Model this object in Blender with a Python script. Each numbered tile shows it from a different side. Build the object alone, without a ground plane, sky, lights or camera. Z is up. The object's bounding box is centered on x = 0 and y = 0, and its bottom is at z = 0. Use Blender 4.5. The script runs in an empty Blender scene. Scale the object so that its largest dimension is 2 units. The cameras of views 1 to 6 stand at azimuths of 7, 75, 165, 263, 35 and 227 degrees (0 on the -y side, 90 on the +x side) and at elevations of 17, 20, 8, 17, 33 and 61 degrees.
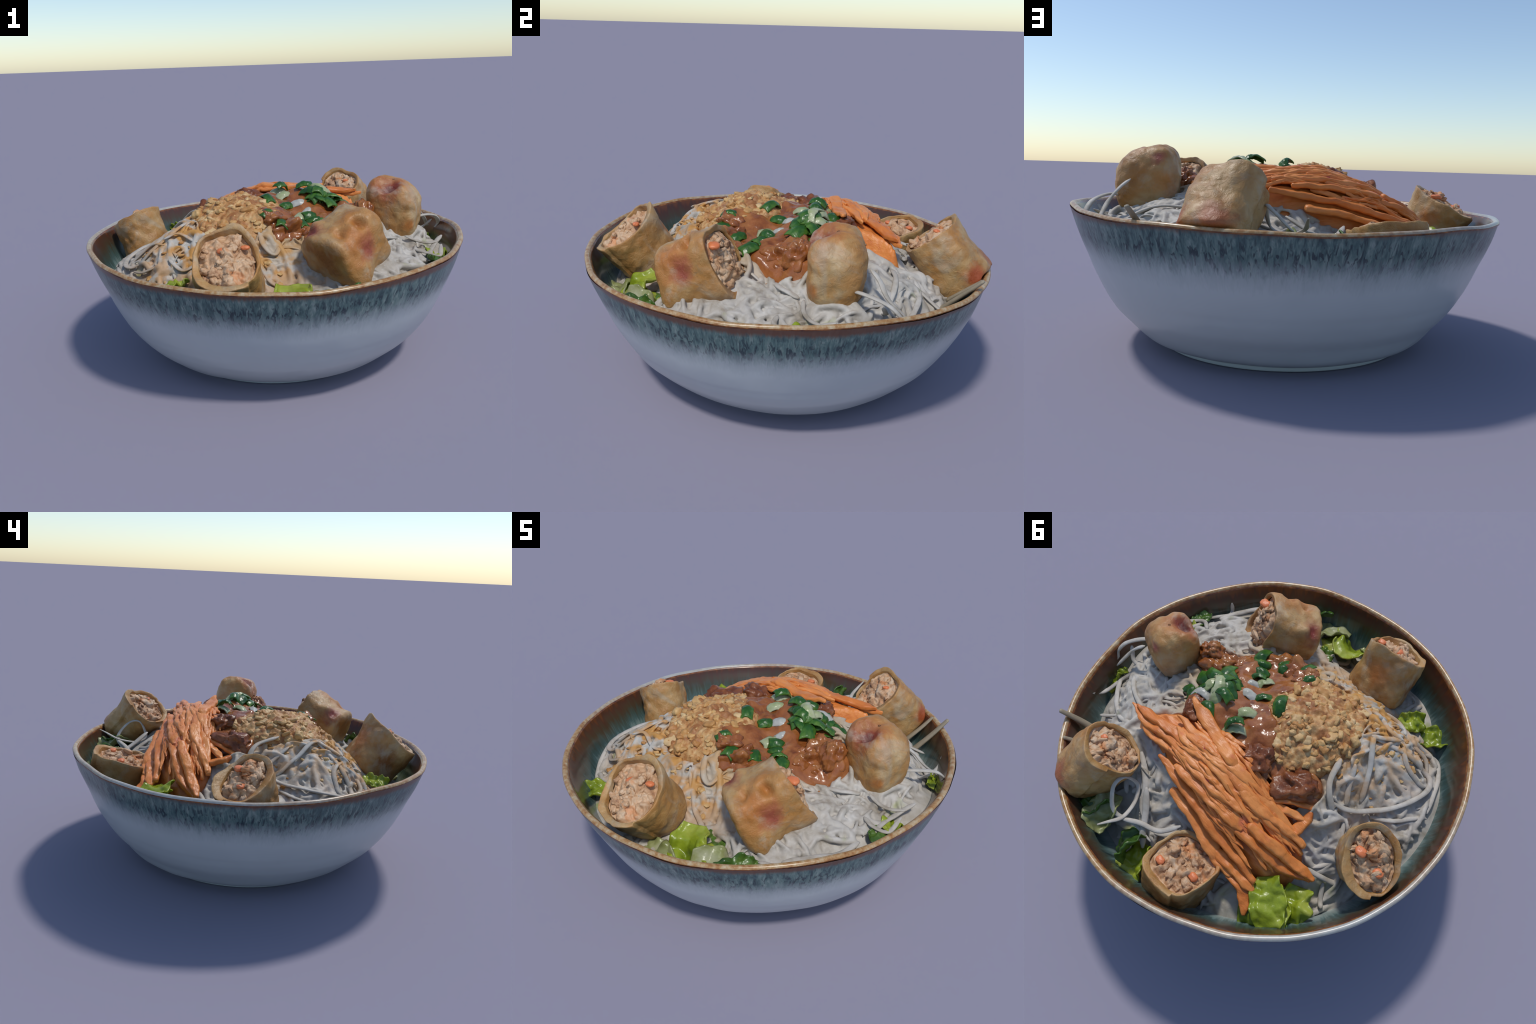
import math, random
import numpy as np

# ---------------------------------------------------------------- heights
def thin_plate(points):
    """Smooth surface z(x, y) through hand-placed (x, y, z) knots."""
    p = np.array(points, float)
    n = len(p)
    def kern(d2):
        return 0.5 * d2 * np.log(np.maximum(d2, 1e-12))
    d2 = ((p[:, None, :2] - p[None, :, :2]) ** 2).sum(-1)
    a = np.zeros((n + 3, n + 3))
    a[:n, :n] = kern(d2) + np.eye(n) * 2e-3
    a[:n, n] = 1
    a[:n, n + 1:] = p[:, :2]
    a[n:, :n] = a[:n, n:].T
    w = np.linalg.solve(a, np.concatenate([p[:, 2], [0, 0, 0]]))
    def f(x, y):
        x = np.asarray(x, float); y = np.asarray(y, float)
        d = (x[..., None] - p[:, 0]) ** 2 + (y[..., None] - p[:, 1]) ** 2
        return kern(d) @ w[:n] + w[n] + w[n + 1] * x + w[n + 2] * y
    return f

# top of the noodles / sauce / peanuts, without spring rolls and carrots
BED = thin_plate([
    (0, 0, .80), (.21, .06, .835), (.30, -.02, .775), (-.03, -.05, .82), (.04, .17, .80), (.165, -.03, .775), (-.25, -.10, .83), (-.36, -.08, .78), (-.50, -.22, .68),
    (-.34, -.30, .755), (-.26, -.38, .72), (0, -.29, .79), (.08, -.315, .74), (.17, -.27, .72), (.19, -.12, .73), (.36, 0, .735), (.45, .01, .75), (.44, -.06, .75), (.40, -.11, .71), (.53, .10, .68), (.32, -.30, .70), (.24, -.38, .665), (.48, -.19, .64), (.53, -.08, .72), (.30, -.12, .755), (.56, -.22, .60), (.70, -.12, .59), (.62, .19, .66),
    (.02, -.41, .69), (.09, -.45, .62), (-.46, -.47, .65), (-.52, -.38, .66), (-.72, -.39, .53),
    (-.60, -.56, .46), (-.54, -.05, .59), (-.34, .10, .71), (-.30, .20, .70), (-.13, .18, .77), (-.46, .13, .69), (-.54, .10, .64), (-.56, .20, .56),
    (.03, .33, .74), (-.33, .41, .58), (-.60, .34, .49), (.28, .25, .75), (.50, .40, .62), (.24, .66, .53), (.34, .50, .61), (.08, .61, .55), (-.08, .62, .50),
    (.77, -.22, .57), (.84, -.27, .525), (.68, -.50, .53), (.66, .30, .63), (.76, .20, .585), (.83, .06, .60), (.90, -.05, .54), (.16, -.81, .39),
    (.12, -.69, .43), (-.20, .75, .41), (0, .84, .39), (-.62, .56, .42), (-.80, .30, .35), (-.82, -.36, .47), (-.55, -.74, .43), (.05, -.90, .40), (.74, .60, .40), (.88, .42, .42), (-.86, -.12, .46),
    (.60, .66, .44), (-.40, -.75, .47), (-.38, -.60, .48), (.05, -.54, .55), (-.30, -.52, .61), (.60, -.30, .61), (.51, -.70, .54), (.50, -.78, .49), (.50, .56, .58), (.03, .72, .49), (.91, .20, .50), (-.72, .03, .49),
])
# top of the carrot heap
CARROT = thin_plate([
    (.497, .396, .765), (.28, .19, .83), (.036, .326, .82), (.165, .49, .73), (-.073, .42, .765), (-.33, .41, .695),
    (-.47, .15, .675), (-.60, .342, .535), (-.58, .60, .50), (.10, .25, .80), (-.15, .28, .795), (-.30, .56, .58),
    (-.05, .58, .58), (-.45, .45, .61),(.33,.46,.73), (-.2,.48,.70),(-.3,.2,.73),
])

def smooth01(x):
    x = np.clip(x, 0, 1)
    return x * x * (3 - 2 * x)

# gradient noise on arrays -------------------------------------------------
def _hash(ix, iy, iz, seed):
    ix, iy, iz = np.atleast_1d(ix), np.atleast_1d(iy), np.atleast_1d(iz)
    h = (ix * 374761393 + iy * 668265263 + iz * 2147483647 + seed * 1274126177) & 0xFFFFFFFF
    h = ((h ^ (h >> 13)) * 1274126177) & 0xFFFFFFFF
    h = ((h ^ (h >> 16)) * 2246822519) & 0xFFFFFFFF
    return h ^ (h >> 15)

def perlin(p, seed=0):
    p = np.asarray(p, float)
    i = np.floor(p).astype(np.int64)
    f = p - i
    u = f * f * f * (f * (f * 6 - 15) + 10)
    out = 0
    for dx in (0, 1):
        for dy in (0, 1):
            for dz in (0, 1):
                h = _hash(i[..., 0] + dx, i[..., 1] + dy, i[..., 2] + dz, seed)
                g = np.stack([(h & 255) / 127.5 - 1, ((h >> 8) & 255) / 127.5 - 1, ((h >> 16) & 255) / 127.5 - 1], -1)
                d = f - np.array([dx, dy, dz])
                w = (u[..., 0] if dx else 1 - u[..., 0]) * (u[..., 1] if dy else 1 - u[..., 1]) * (u[..., 2] if dz else 1 - u[..., 2])
                out = out + w * (g * d).sum(-1)
    return out

def fbm(p, seed=0, octaves=3):
    a, s, out = 1.0, 1.0, 0
    for k in range(octaves):
        out = out + a * perlin(np.asarray(p) * s, seed + 17 * k)
        a *= .5; s *= 2.03
    return out

def vnoise(p, seed):
    return np.stack([perlin(p, seed), perlin(p, seed + 101), perlin(p, seed + 202)], -1)

def catmull(pts, n):
    p = np.array(pts, float)
    if len(p) == 2:
        p = np.array([p[0], (p[0] + p[1]) / 2, p[1]])
    q = np.vstack([2 * p[0] - p[1], p, 2 * p[-1] - p[-2]])
    t = np.linspace(0, len(p) - 1 - 1e-6, n)
    k = t.astype(int); f = (t - k)[:, None]
    a, b, c, d = q[k], q[k + 1], q[k + 2], q[k + 3]
    return .5 * (2 * b + (c - a) * f + (2 * a - 5 * b + 4 * c - d) * f ** 2 + (3 * b - a - 3 * c + d) * f ** 3)

# ---------------------------------------------------------------- bowl form
# outer half-profile (radius, height) for a mean rim height of 0.63
OUTER = [(.598, .030), (.622, .031), (.648, .039), (.683, .060), (.717, .090), (.748, .120), (.777, .150), (.804, .180), (.826, .210),
         (.846, .240), (.863, .270), (.880, .300), (.908, .360), (.932, .420), (.956, .480), (.976, .540), (.992, .595), (1.0005, .622)]
RIM_R = [.998, .993, .999, 1.005, 1.004, 1.002, .998, .988, .984, .991, 1.000, 1.002, 1.000, .994, .992, .998, 1.001, .998, .998, 1.002, 1.008, 1.006, 1.000, .999]
# how far the belly lies inside or outside a round one, every 22.5 degrees
BELLY = [.000, .003, .008, .001, -.007, -.010, -.013, -.012, -.011, -.009, -.007, -.008, -.010, -.005, .0, .003]
RIM_Z = [.643, .633, .625, .618, .612, .609, .608, .612, .617, .617, .615, .617, .622, .630, .638, .638, .632, .627, .623, .625, .634, .639, .639, .643]

def periodic(vals, th):
    n = len(vals)
    x = (np.asarray(th) / (2 * np.pi) * n) % n
    k = np.floor(x).astype(int); f = x - k
    v = np.array(vals)
    a, b, c, d = v[(k - 1) % n], v[k % n], v[(k + 1) % n], v[(k + 2) % n]
    return .5 * (2 * b + (c - a) * f + (2 * a - 5 * b + 4 * c - d) * f ** 2 + (3 * b - a - 3 * c + d) * f ** 3)

def outer_radius(z):
    o = np.array(OUTER)
    return np.interp(z, o[:, 1], o[:, 0])

def inner_radius(z):
    return outer_radius(z) - np.interp(z, [0, .3, .55, .63], [.08, .055, .04, .032])

def bowl_point(r, z, th):
    """Takes a point of the mean profile to the real, slightly uneven bowl."""
    k = smooth01((z - .05) / .57)
    rr = r * (1 + k * (periodic(RIM_R, th) - 1.0))
    zz = z + smooth01((z - .2) / .42) * (periodic(RIM_Z, th) - .63)
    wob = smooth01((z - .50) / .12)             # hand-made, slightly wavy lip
    zz = zz + wob * (.0022 * np.sin(7 * th + 1.1) + .0012 * np.sin(16 * th + .4))
    rr = rr + wob * (.0014 * np.sin(11 * th + 2.0) + .0008 * np.sin(23 * th + .7))
    rr = rr + periodic(BELLY, th) * smooth01((z - .04) / .10) * (1 - smooth01((z - .42) / .18))
    sh = 1 - smooth01((z - .04) / .10)          # the foot sits slightly off the rim's centre
    return np.stack([rr * np.cos(th) + .004 * sh, rr * np.sin(th) + .015 * sh, zz], -1)

def contain(v, gap=.004):
    """Pushes food that would stick through the bowl wall back inside it."""
    v = np.array(v, float)
    sh = v.shape
    v = v.reshape(-1, 3)
    th = np.arctan2(v[:, 1], v[:, 0]); r = np.hypot(v[:, 0], v[:, 1])
    zr = periodic(RIM_Z, th)
    z = v[:, 2] - smooth01((v[:, 2] - .2) / .42) * (zr - .63)
    lim = inner_radius(z) * (1 + smooth01((z - .05) / .57) * (periodic(RIM_R, th) - 1.0)) - gap
    fade = smooth01((z - .625) / .04)          # free again above the lip
    over = np.maximum(r - lim, 0) * (1 - fade)
    k = np.where(r > 1e-6, (r - over) / np.maximum(r, 1e-6), 1)
    v[:, 0] *= k; v[:, 1] *= k
    v[:, 2] = np.maximum(v[:, 2], .09)
    return v.reshape(sh)

# ---------------------------------------------------------------- regions on the salad
def metaball(x, y, balls):
    s = 0
    for bx, by, br in balls:
        s = s + np.exp(-((x - bx) ** 2 + (y - by) ** 2) / (br * br))
    return s

SAUCE_BALLS = [(.36, -.06, .13), (.27, .03, .13), (.15, -.20, .14), (.02, -.26, .12), (.08, .12, .16), (-.10, .15, .14), (-.30, .10, .12),
               (.30, -.22, .10), (-.02, 0, .14), (.46, -.14, .09), (.51, -.06, .07), (-.40, .08, .06)]
PEANUT_BALLS = [(-.20, -.05, .16), (-.30, -.16, .13), (-.12, -.22, .15), (-.02, -.10, .10), (-.25, .03, .12), (-.23, -.33, .12), (-.08, -.36, .08)]

def sauce_mask(x, y):
    return metaball(x, y, SAUCE_BALLS)

def peanut_mask(x, y):
    return metaball(x, y, PEANUT_BALLS)

def carrot_mask(x, y):
    """1 in the carrot bundle, 0 outside; capsule along its spine."""
    spine = catmull([(.44, .39), (.20, .33), (-.05, .36), (-.30, .38), (-.46, .37)], 40)
    half = np.interp(np.linspace(0, 1, 40), [0, .25, .5, .8, 1], [.02, .10, .135, .15, .12])
    d = np.sqrt((np.asarray(x)[..., None] - spine[:, 0]) ** 2 + (np.asarray(y)[..., None] - spine[:, 1]) ** 2) - half
    return -d.min(-1)

# spring rolls: closed end, open end, radii
# ================================================================ Blender side
import bpy
from mathutils import Euler

SCENE = bpy.context.scene
COL = SCENE.collection

def new_mesh(name, verts, faces, mat=None, smooth=True):
    me = bpy.data.meshes.new(name)
    verts = np.asarray(verts, np.float32).reshape(-1, 3)
    me.vertices.add(len(verts))
    me.vertices.foreach_set("co", verts.ravel())
    groups = faces if isinstance(faces, list) and len(faces) and isinstance(faces[0], np.ndarray) and faces[0].ndim == 2 else [np.asarray(faces, np.int32)]
    loops = np.concatenate([g.ravel() for g in groups]).astype(np.int32)
    sizes = np.concatenate([np.full(len(g), g.shape[1], np.int32) for g in groups])
    starts = np.concatenate([[0], np.cumsum(sizes)[:-1]]).astype(np.int32)
    me.loops.add(len(loops)); me.loops.foreach_set("vertex_index", loops)
    me.polygons.add(len(sizes)); me.polygons.foreach_set("loop_start", starts)
    me.polygons.foreach_set("loop_total", sizes)
    me.update(calc_edges=True)
    me.validate()
    if smooth:
        me.polygons.foreach_set("use_smooth", np.ones(len(sizes), bool))
    if mat:
        me.materials.append(mat)
    return me

def new_object(name, mesh, parent=None, location=(0, 0, 0)):
    ob = bpy.data.objects.new(name, mesh)
    COL.objects.link(ob)
    ob.location = location
    if parent is not None:
        ob.parent = parent
        w = parent_world(parent)
        ob.location = (location[0] - w[0], location[1] - w[1], location[2] - w[2])
    return ob

def parent_world(ob):
    x, y, z = ob.location
    if ob.parent:
        a, b, c = parent_world(ob.parent)
        return (x + a, y + b, z + c)
    return (x, y, z)

def new_thing(name, location, label, category):
    ob = new_object(name, None, None, location)
    ob.empty_display_size = .05
    ob["label"] = label
    ob["category"] = category
    return ob

def grid_faces(rows, cols, wrap):
    """Quads of a rows x cols vertex grid; wrap joins last column to first."""
    r = np.arange(rows - 1)[:, None]
    c = np.arange(cols if wrap else cols - 1)[None, :]
    c2 = (c + 1) % cols
    return np.stack([r * cols + c, r * cols + c2, (r + 1) * cols + c2, (r + 1) * cols + c], -1).reshape(-1, 4)

def sweep(path, width, thick, sides=10, up=None, power=2.0):
    """Tube along a path with elliptic section; width/thick per point. Returns verts, [quads, tris]."""
    p = np.asarray(path, float); n = len(p)
    t = np.gradient(p, axis=0); t /= np.linalg.norm(t, axis=1)[:, None] + 1e-9
    u = np.array([0, 0, 1.0]) if up is None else np.asarray(up, float)
    nn = np.broadcast_to(u, t.shape) - t * (t @ u if u.ndim == 1 else (t * u).sum(1))[:, None]
    ln = np.linalg.norm(nn, axis=1)
    for i in range(n):
        if ln[i] < .15 and i > 0:
            v = nn[i - 1] - t[i] * (nn[i - 1] @ t[i]); nn[i] = v / (np.linalg.norm(v) + 1e-9); ln[i] = 1
    nn = nn / (np.linalg.norm(nn, axis=1)[:, None] + 1e-9)
    for i in range(1, n):
        if nn[i] @ nn[i - 1] < 0:
            nn[i] = -nn[i]
    b = np.cross(t, nn)
    a = np.linspace(0, 2 * np.pi, sides, endpoint=False)
    ca, sa = np.cos(a), np.sin(a)
    k = (np.abs(ca) ** power + np.abs(sa) ** power) ** (-1 / power)
    ca, sa = ca * k, sa * k
    w = np.broadcast_to(width, n); h = np.broadcast_to(thick, n)
    ring = p[:, None] + b[:, None] * (ca[None, :, None] * w[:, None, None]) + nn[:, None] * (sa[None, :, None] * h[:, None, None])
    v = np.concatenate([ring.reshape(-1, 3), p[:1] - t[:1] * h[0] * .6, p[-1:] + t[-1:] * h[-1] * .6])
    q = grid_faces(n, sides, True)
    i = np.arange(sides); j = (i + 1) % sides; m = n * sides
    tri = np.concatenate([np.stack([np.full(sides, m), j, i], -1), np.stack([np.full(sides, m + 1), (n - 1) * sides + i, (n - 1) * sides + j], -1)])
    return v, [q, tri]

def merge(parts):
    """Joins (verts, [groups]) lists into one."""
    vs, qs, ts, o = [], [], [], 0
    for v, g in parts:
        for f in g:
            (qs if f.shape[1] == 4 else ts).append(f + o)
        vs.append(v); o += len(v)
    out = []
    if qs: out.append(np.concatenate(qs))
    if ts: out.append(np.concatenate(ts))
    return np.concatenate(vs), out

def remeshed(name, verts, faces, voxel, mat, smooth_iter=2):
    me = new_mesh(name + "_rough", verts, faces)
    ob = bpy.data.objects.new(name + "_rough", me); COL.objects.link(ob)
    m = ob.modifiers.new("fuse", "REMESH"); m.mode = 'VOXEL'; m.voxel_size = voxel; m.use_smooth_shade = True
    s = ob.modifiers.new("soften", "SMOOTH"); s.iterations = smooth_iter; s.factor = .5
    dg = bpy.context.evaluated_depsgraph_get()
    out = bpy.data.meshes.new_from_object(ob.evaluated_get(dg))
    bpy.data.objects.remove(ob); bpy.data.meshes.remove(me)
    out.name = name
    out.materials.clear(); out.materials.append(mat)
    out.polygons.foreach_set("use_smooth", np.ones(len(out.polygons), bool))
    return out

# ---------------------------------------------------------------- materials
class Nodes:
    def __init__(self, name, rough=.5, spec=.5):
        self.mat = bpy.data.materials.new(name); self.mat.use_nodes = True
        self.t = self.mat.node_tree; self.n = self.t.nodes; self.l = self.t.links
        self.bsdf = self.n["Principled BSDF"]
        self.bsdf.inputs["Roughness"].default_value = rough
        self.bsdf.inputs["Specular IOR Level"].default_value = spec
        self.tc = self.n.new("ShaderNodeTexCoord")
        self.obj = self.tc.outputs["Object"]
    def put(self, sock, val):
        if hasattr(val, "links"):
            self.l.new(val, sock)
        elif val is not None:
            sock.default_value = val
    def mapping(self, vec, scale=(1, 1, 1), loc=(0, 0, 0)):
        m = self.n.new("ShaderNodeMapping"); self.put(m.inputs[0], vec)
        m.inputs["Scale"].default_value = scale; m.inputs["Location"].default_value = loc
        return m.outputs[0]
    def noise(self, vec, scale, detail=4, rough=.55, dist=0.0, color=False):
        m = self.n.new("ShaderNodeTexNoise"); self.put(m.inputs["Vector"], vec)
        m.inputs["Scale"].default_value = scale; m.inputs["Detail"].default_value = detail
        m.inputs["Roughness"].default_value = rough; m.inputs["Distortion"].default_value = dist
        return m.outputs["Color" if color else "Fac"]
    def voronoi(self, vec, scale, out="Distance"):
        m = self.n.new("ShaderNodeTexVoronoi"); self.put(m.inputs["Vector"], vec)
        m.inputs["Scale"].default_value = scale
        return m.outputs[out]
    def ramp(self, fac, stops, interp='LINEAR'):
        m = self.n.new("ShaderNodeValToRGB"); self.put(m.inputs[0], fac)
        r = m.color_ramp; r.interpolation = interp
        while len(r.elements) < len(stops): r.elements.new(.5)
        for e, (p, c) in zip(r.elements, stops):
            e.position = p
            e.color = (c, c, c, 1) if isinstance(c, (int, float)) else (*c, 1)
        return m.outputs[0]
    def mix(self, fac, a, b, mode='MIX'):
        m = self.n.new("ShaderNodeMix"); m.data_type = 'RGBA'; m.blend_type = mode
        self.put(m.inputs[0], fac)
        for s, v in ((m.inputs[6], a), (m.inputs[7], b)):
            self.put(s, (*v, 1) if isinstance(v, tuple) else v)
        return m.outputs[2]
    def math(self, op, a, b=None, clamp=False):
        m = self.n.new("ShaderNodeMath"); m.operation = op; m.use_clamp = clamp
        self.put(m.inputs[0], a); self.put(m.inputs[1], b)
        return m.outputs[0]
    def xyz(self, vec):
        m = self.n.new("ShaderNodeSeparateXYZ"); self.put(m.inputs[0], vec)
        return m.outputs
    def comb(self, x, y, z):
        m = self.n.new("ShaderNodeCombineXYZ")
        for s, v in zip(m.inputs, (x, y, z)): self.put(s, v)
        return m.outputs[0]
    def spot(self, center, radius, soft=.5, wobble=.35, scale=14):
        """Soft mask around a place on the object, with an uneven edge."""
        d = self.n.new("ShaderNodeVectorMath"); d.operation = 'DISTANCE'
        self.put(d.inputs[0], self.obj); d.inputs[1].default_value = center
        nz = self.noise(self.obj, scale, 3)
        k = self.math('MULTIPLY', self.math('SUBTRACT', nz, .5), wobble * radius * 4)
        dd = self.math('ADD', d.outputs["Value"], k)
        return self.ramp(self.math('DIVIDE', dd, radius), [(1 - soft if soft < 1 else 0.0, 1.0), (1.0, 0.0)])
    def random(self):
        return self.n.new("ShaderNodeObjectInfo").outputs["Random"]
    def bump(self, height, strength=.3, dist=.01):
        b = self.n.new("ShaderNodeBump"); self.put(b.inputs["Height"], height)
        b.inputs["Strength"].default_value = strength; b.inputs["Distance"].default_value = dist
        self.l.new(b.outputs[0], self.bsdf.inputs["Normal"])
    def base(self, c):
        self.put(self.bsdf.inputs["Base Color"], (*c, 1) if isinstance(c, tuple) else c)
        return self.mat

def ring_vector(N, k, kz):
    """Seamless coordinates round the bowl: direction times k, height times kz."""
    x, y, z = N.xyz(N.obj)
    l = N.math('SQRT', N.math('ADD', N.math('MULTIPLY', x, x), N.math('MULTIPLY', y, y)))
    return N.comb(N.math('MULTIPLY', N.math('DIVIDE', x, l), k), N.math('MULTIPLY', N.math('DIVIDE', y, l), k), N.math('MULTIPLY', z, kz))

def glaze_outside():
    N = Nodes("outer_glaze", .28, .5)
    z = N.xyz(N.obj)[2]
    streak = N.noise(ring_vector(N, 38, 11), 1.0, 3, .6, .6)
    fine = N.noise(ring_vector(N, 95, 26), 1.0, 3, .6, .8)
    wob = N.math('MULTIPLY', N.math('SUBTRACT', N.noise(ring_vector(N, 10, 2), 1.0, 4), .5), .05)
    wob = N.math('ADD', wob, N.math('MULTIPLY', N.math('SUBTRACT', fine, .5), .09))
    zz = N.math('ADD', z, wob)
    white = N.mix(N.noise(N.obj, 3, 3), (.45, .485, .50), (.50, .53, .54))
    teal = N.ramp(N.math('ADD', N.math('MULTIPLY', streak, .6), N.math('MULTIPLY', fine, .4)),
                  [(.32, (.030, .052, .060)), (.44, (.060, .110, .114)), (.54, (.115, .180, .172)), (.68, (.24, .29, .275))])
    band = N.ramp(zz, [(.385, 0.0), (.44, .22), (.485, .72), (.52, 1.0)])
    stroke = N.ramp(N.noise(ring_vector(N, 62, 24), 1.0, 2, .5, .9), [(.53, 0.0), (.61, 1.0)])
    lowband = N.ramp(zz, [(.44, 0.0), (.48, 1.0), (.54, 1.0), (.60, .25)])
    teal = N.mix(N.math('MULTIPLY', N.math('MULTIPLY', stroke, lowband), .85), teal, (.016, .026, .040))
    c = N.mix(band, white, teal)
    top = N.ramp(N.math('ADD', z, N.math('MULTIPLY', wob, .4)), [(.592, 0.0), (.612, 1.0)])
    c = N.mix(N.math('MULTIPLY', top, .9), c, (.12, .046, .024))
    N.bump(N.noise(N.obj, 5, 3), .06, .05)
    return N.base(c)

def glaze_inside():
    N = Nodes("inner_glaze", .22, .5)
    z = N.xyz(N.obj)[2]
    streak = N.noise(ring_vector(N, 30, 5), 1.0, 4, .65, .4)
    zz = N.math('ADD', z, N.math('MULTIPLY', N.math('SUBTRACT', streak, .5), .14))
    c = N.ramp(zz, [(.38, (.36, .42, .41)), (.43, (.20, .275, .265)), (.475, (.060, .108, .105)), (.515, (.055, .075, .06)), (.555, (.065, .045, .025)), (.60, (.075, .030, .018)), (.63, (.14, .045, .015))])
    fleck = N.ramp(N.noise(ring_vector(N, 55, 9), 1.0, 3, .6), [(.5, 0.0), (.68, 1.0)])
    lo = N.ramp(z, [(.42, 1.0), (.56, 0.0)])
    c = N.mix(N.math('MULTIPLY', N.math('MULTIPLY', fleck, lo), .42), c, (.20, .32, .32))
    return N.base(c)

def glaze_rim():
    N = Nodes("rim_glaze", .3, .5)
    x, y, z = N.xyz(N.obj)
    n = N.noise(N.obj, 38, 4, .6)
    crisp = N.ramp(n, [(.30, (.26, .105, .028)), (.46, (.38, .215, .085)), (.60, (.45, .33, .19)), (.75, (.50, .41, .29))])
    pale = N.mix(n, (.33, .36, .36), (.46, .475, .46))
    side = N.ramp(N.math('ADD', N.math('SUBTRACT', N.math('MULTIPLY', y, .45), N.math('MULTIPLY', x, .8)), N.math('MULTIPLY', N.math('SUBTRACT', N.noise(N.obj, 2.2, 2), .5), .5)), [(.50, 0.0), (.95, 1.0)])
    return N.base(N.mix(N.math('MULTIPLY', side, .85), crisp, pale))

def glaze_edge():
    N = Nodes("rim_edge_glaze", .25, .5)
    n = N.noise(N.obj, 30, 4, .6)
    return N.base(N.ramp(n, [(.3, (.07, .025, .016)), (.5, (.17, .06, .02)), (.68, (.30, .12, .035))]))

def glaze_foot():
    N = Nodes("foot_glaze", .45, .4)
    return N.base(N.mix(N.noise(N.obj, 6, 3), (.48, .56, .57), (.54, .61, .62)))

def wrapper_material(spots, tint=0.0):
    """Fried rice-paper: tan, paler scuffs, orange grease, burnt or red spots at given places."""
    N = Nodes("fried_wrapper", .42, .45)
    big = N.noise(N.obj, 7, 4, .6, .5)
    c = N.ramp(big, [(.3, (.27, .115, .026)), (.45, (.39, .20, .062)), (.58, (.46, .28, .112)), (.75, (.50, .35, .18))])
    grease = N.ramp(N.noise(N.obj, 4.3, 4, .6, .8), [(.50 - tint, 0.0), (.66 - tint, 1.0)])
    c = N.mix(N.math('MULTIPLY', grease, .65), c, (.45, .20, .05))
    streak = N.ramp(N.noise(N.mapping(N.obj, (1, 1, 1), (3, 1, 2)), 22, 3, .6, 1.5), [(.56, 0.0), (.70, 1.0)])
    c = N.mix(N.math('MULTIPLY', streak, .35), c, (.33, .25, .15))
    for p, r, col in spots:
        c = N.mix(N.math('MULTIPLY', N.spot(p, r, .75), .95), c, col)
    grey = N.ramp(N.noise(N.mapping(N.obj, (1, 1, 1), (8, 4, 6)), 5.5, 4, .65, .6), [(.52, 0.0), (.66, 1.0)])
    c = N.mix(N.math('MULTIPLY', grey, .5), c, (.44, .38, .28))
    speck = N.ramp(N.noise(N.obj, 60, 2), [(.70, 0.0), (.76, 1.0)])
    c = N.mix(N.math('MULTIPLY', speck, .4), c, (.16, .08, .04))
    N.bump(N.noise(N.obj, 28, 6, .65, .6), .45, .015)
    return N.base(c)

def filling_material():
    N = Nodes("roll_filling", .5, .4)
    n = N.noise(N.obj, 18, 5, .65, .6)
    c = N.ramp(n, [(.30, (.15, .07, .035)), (.38, (.38, .20, .10)), (.50, (.56, .34, .185)), (.64, (.60, .43, .28)), (.8, (.48, .39, .30))])
    o = N.ramp(N.noise(N.mapping(N.obj, (1, 1, 1), (5, 2, 7)), 13, 3, .5, .4), [(.58, 0.0), (.68, 1.0)])
    c = N.mix(N.math('MULTIPLY', o, .6), c, (.62, .22, .06))
    N.bump(N.noise(N.obj, 60, 5, .6), .4, .012)
    return N.base(c)

def noodle_material(name, bed):
    N = Nodes(name, .55, .3)
    n = N.noise(N.obj, 9, 5, .6, .5)
    c = N.ramp(n, [(.28, (.29, .245, .185)), (.43, (.42, .38, .32)), (.58, (.51, .475, .42)), (.78, (.58, .55, .50))])
    # sauce and peanut oil that ran into the noodles beside the peanut heap
    zone = N.math('MAXIMUM', N.spot((-.27, -.38, .70), .48, .6, .2, 6), N.spot((.05, -.48, .64), .32, .7, .2, 6))
    pits = N.ramp(N.noise(N.obj, 13, 3, .5, .3), [(.42, 0.0), (.56, 1.0)])
    c = N.mix(N.math('MULTIPLY', N.math('MULTIPLY', zone, pits), .95 if bed else .75), c, (.52, .25, .055))
    ring = N.math('MAXIMUM', N.spot((.10, -.08, .76), .52, .35, .15, 6), N.spot((-.25, .18, .66), .30, .4, .2, 6))
    c = N.mix(N.math('MULTIPLY', ring, .55), c, (.48, .33, .17))
    if bed:
        g = N.ramp(N.noise(N.mapping(N.obj, (1, 1, 1), (4, 9, 1)), 5, 3), [(.60, 0.0), (.70, 1.0)])
        x, y, z = N.xyz(N.obj)
        r = N.math('SQRT', N.math('ADD', N.math('MULTIPLY', x, x), N.math('MULTIPLY', y, y)))
        out = N.ramp(r, [(.68, 0.0), (.78, 1.0)])
        c = N.mix(N.math('MULTIPLY', N.math('MULTIPLY', g, out), .8), c, (.30, .34, .10))
    N.bump(N.noise(N.obj, 30, 4), .25, .012)
    return N.base(c)

def sauce_material():
    N = Nodes("satay_sauce", .22, .5)
    n = N.noise(N.obj, 8, 5, .6, .6)
    c = N.ramp(n, [(.28, (.11, .028, .007)), (.45, (.25, .075, .018)), (.60, (.34, .12, .036)), (.78, (.42, .19, .075))])
    warm = N.ramp(N.noise(N.mapping(N.obj, (1, 1, 1), (2, 8, 3)), 11, 3), [(.52, 0.0), (.68, 1.0)])
    c = N.mix(N.math('MULTIPLY', warm, .5), c, (.46, .20, .055))
    N.bump(N.noise(N.obj, 24, 4), .3, .015)
    return N.base(c)

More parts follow.
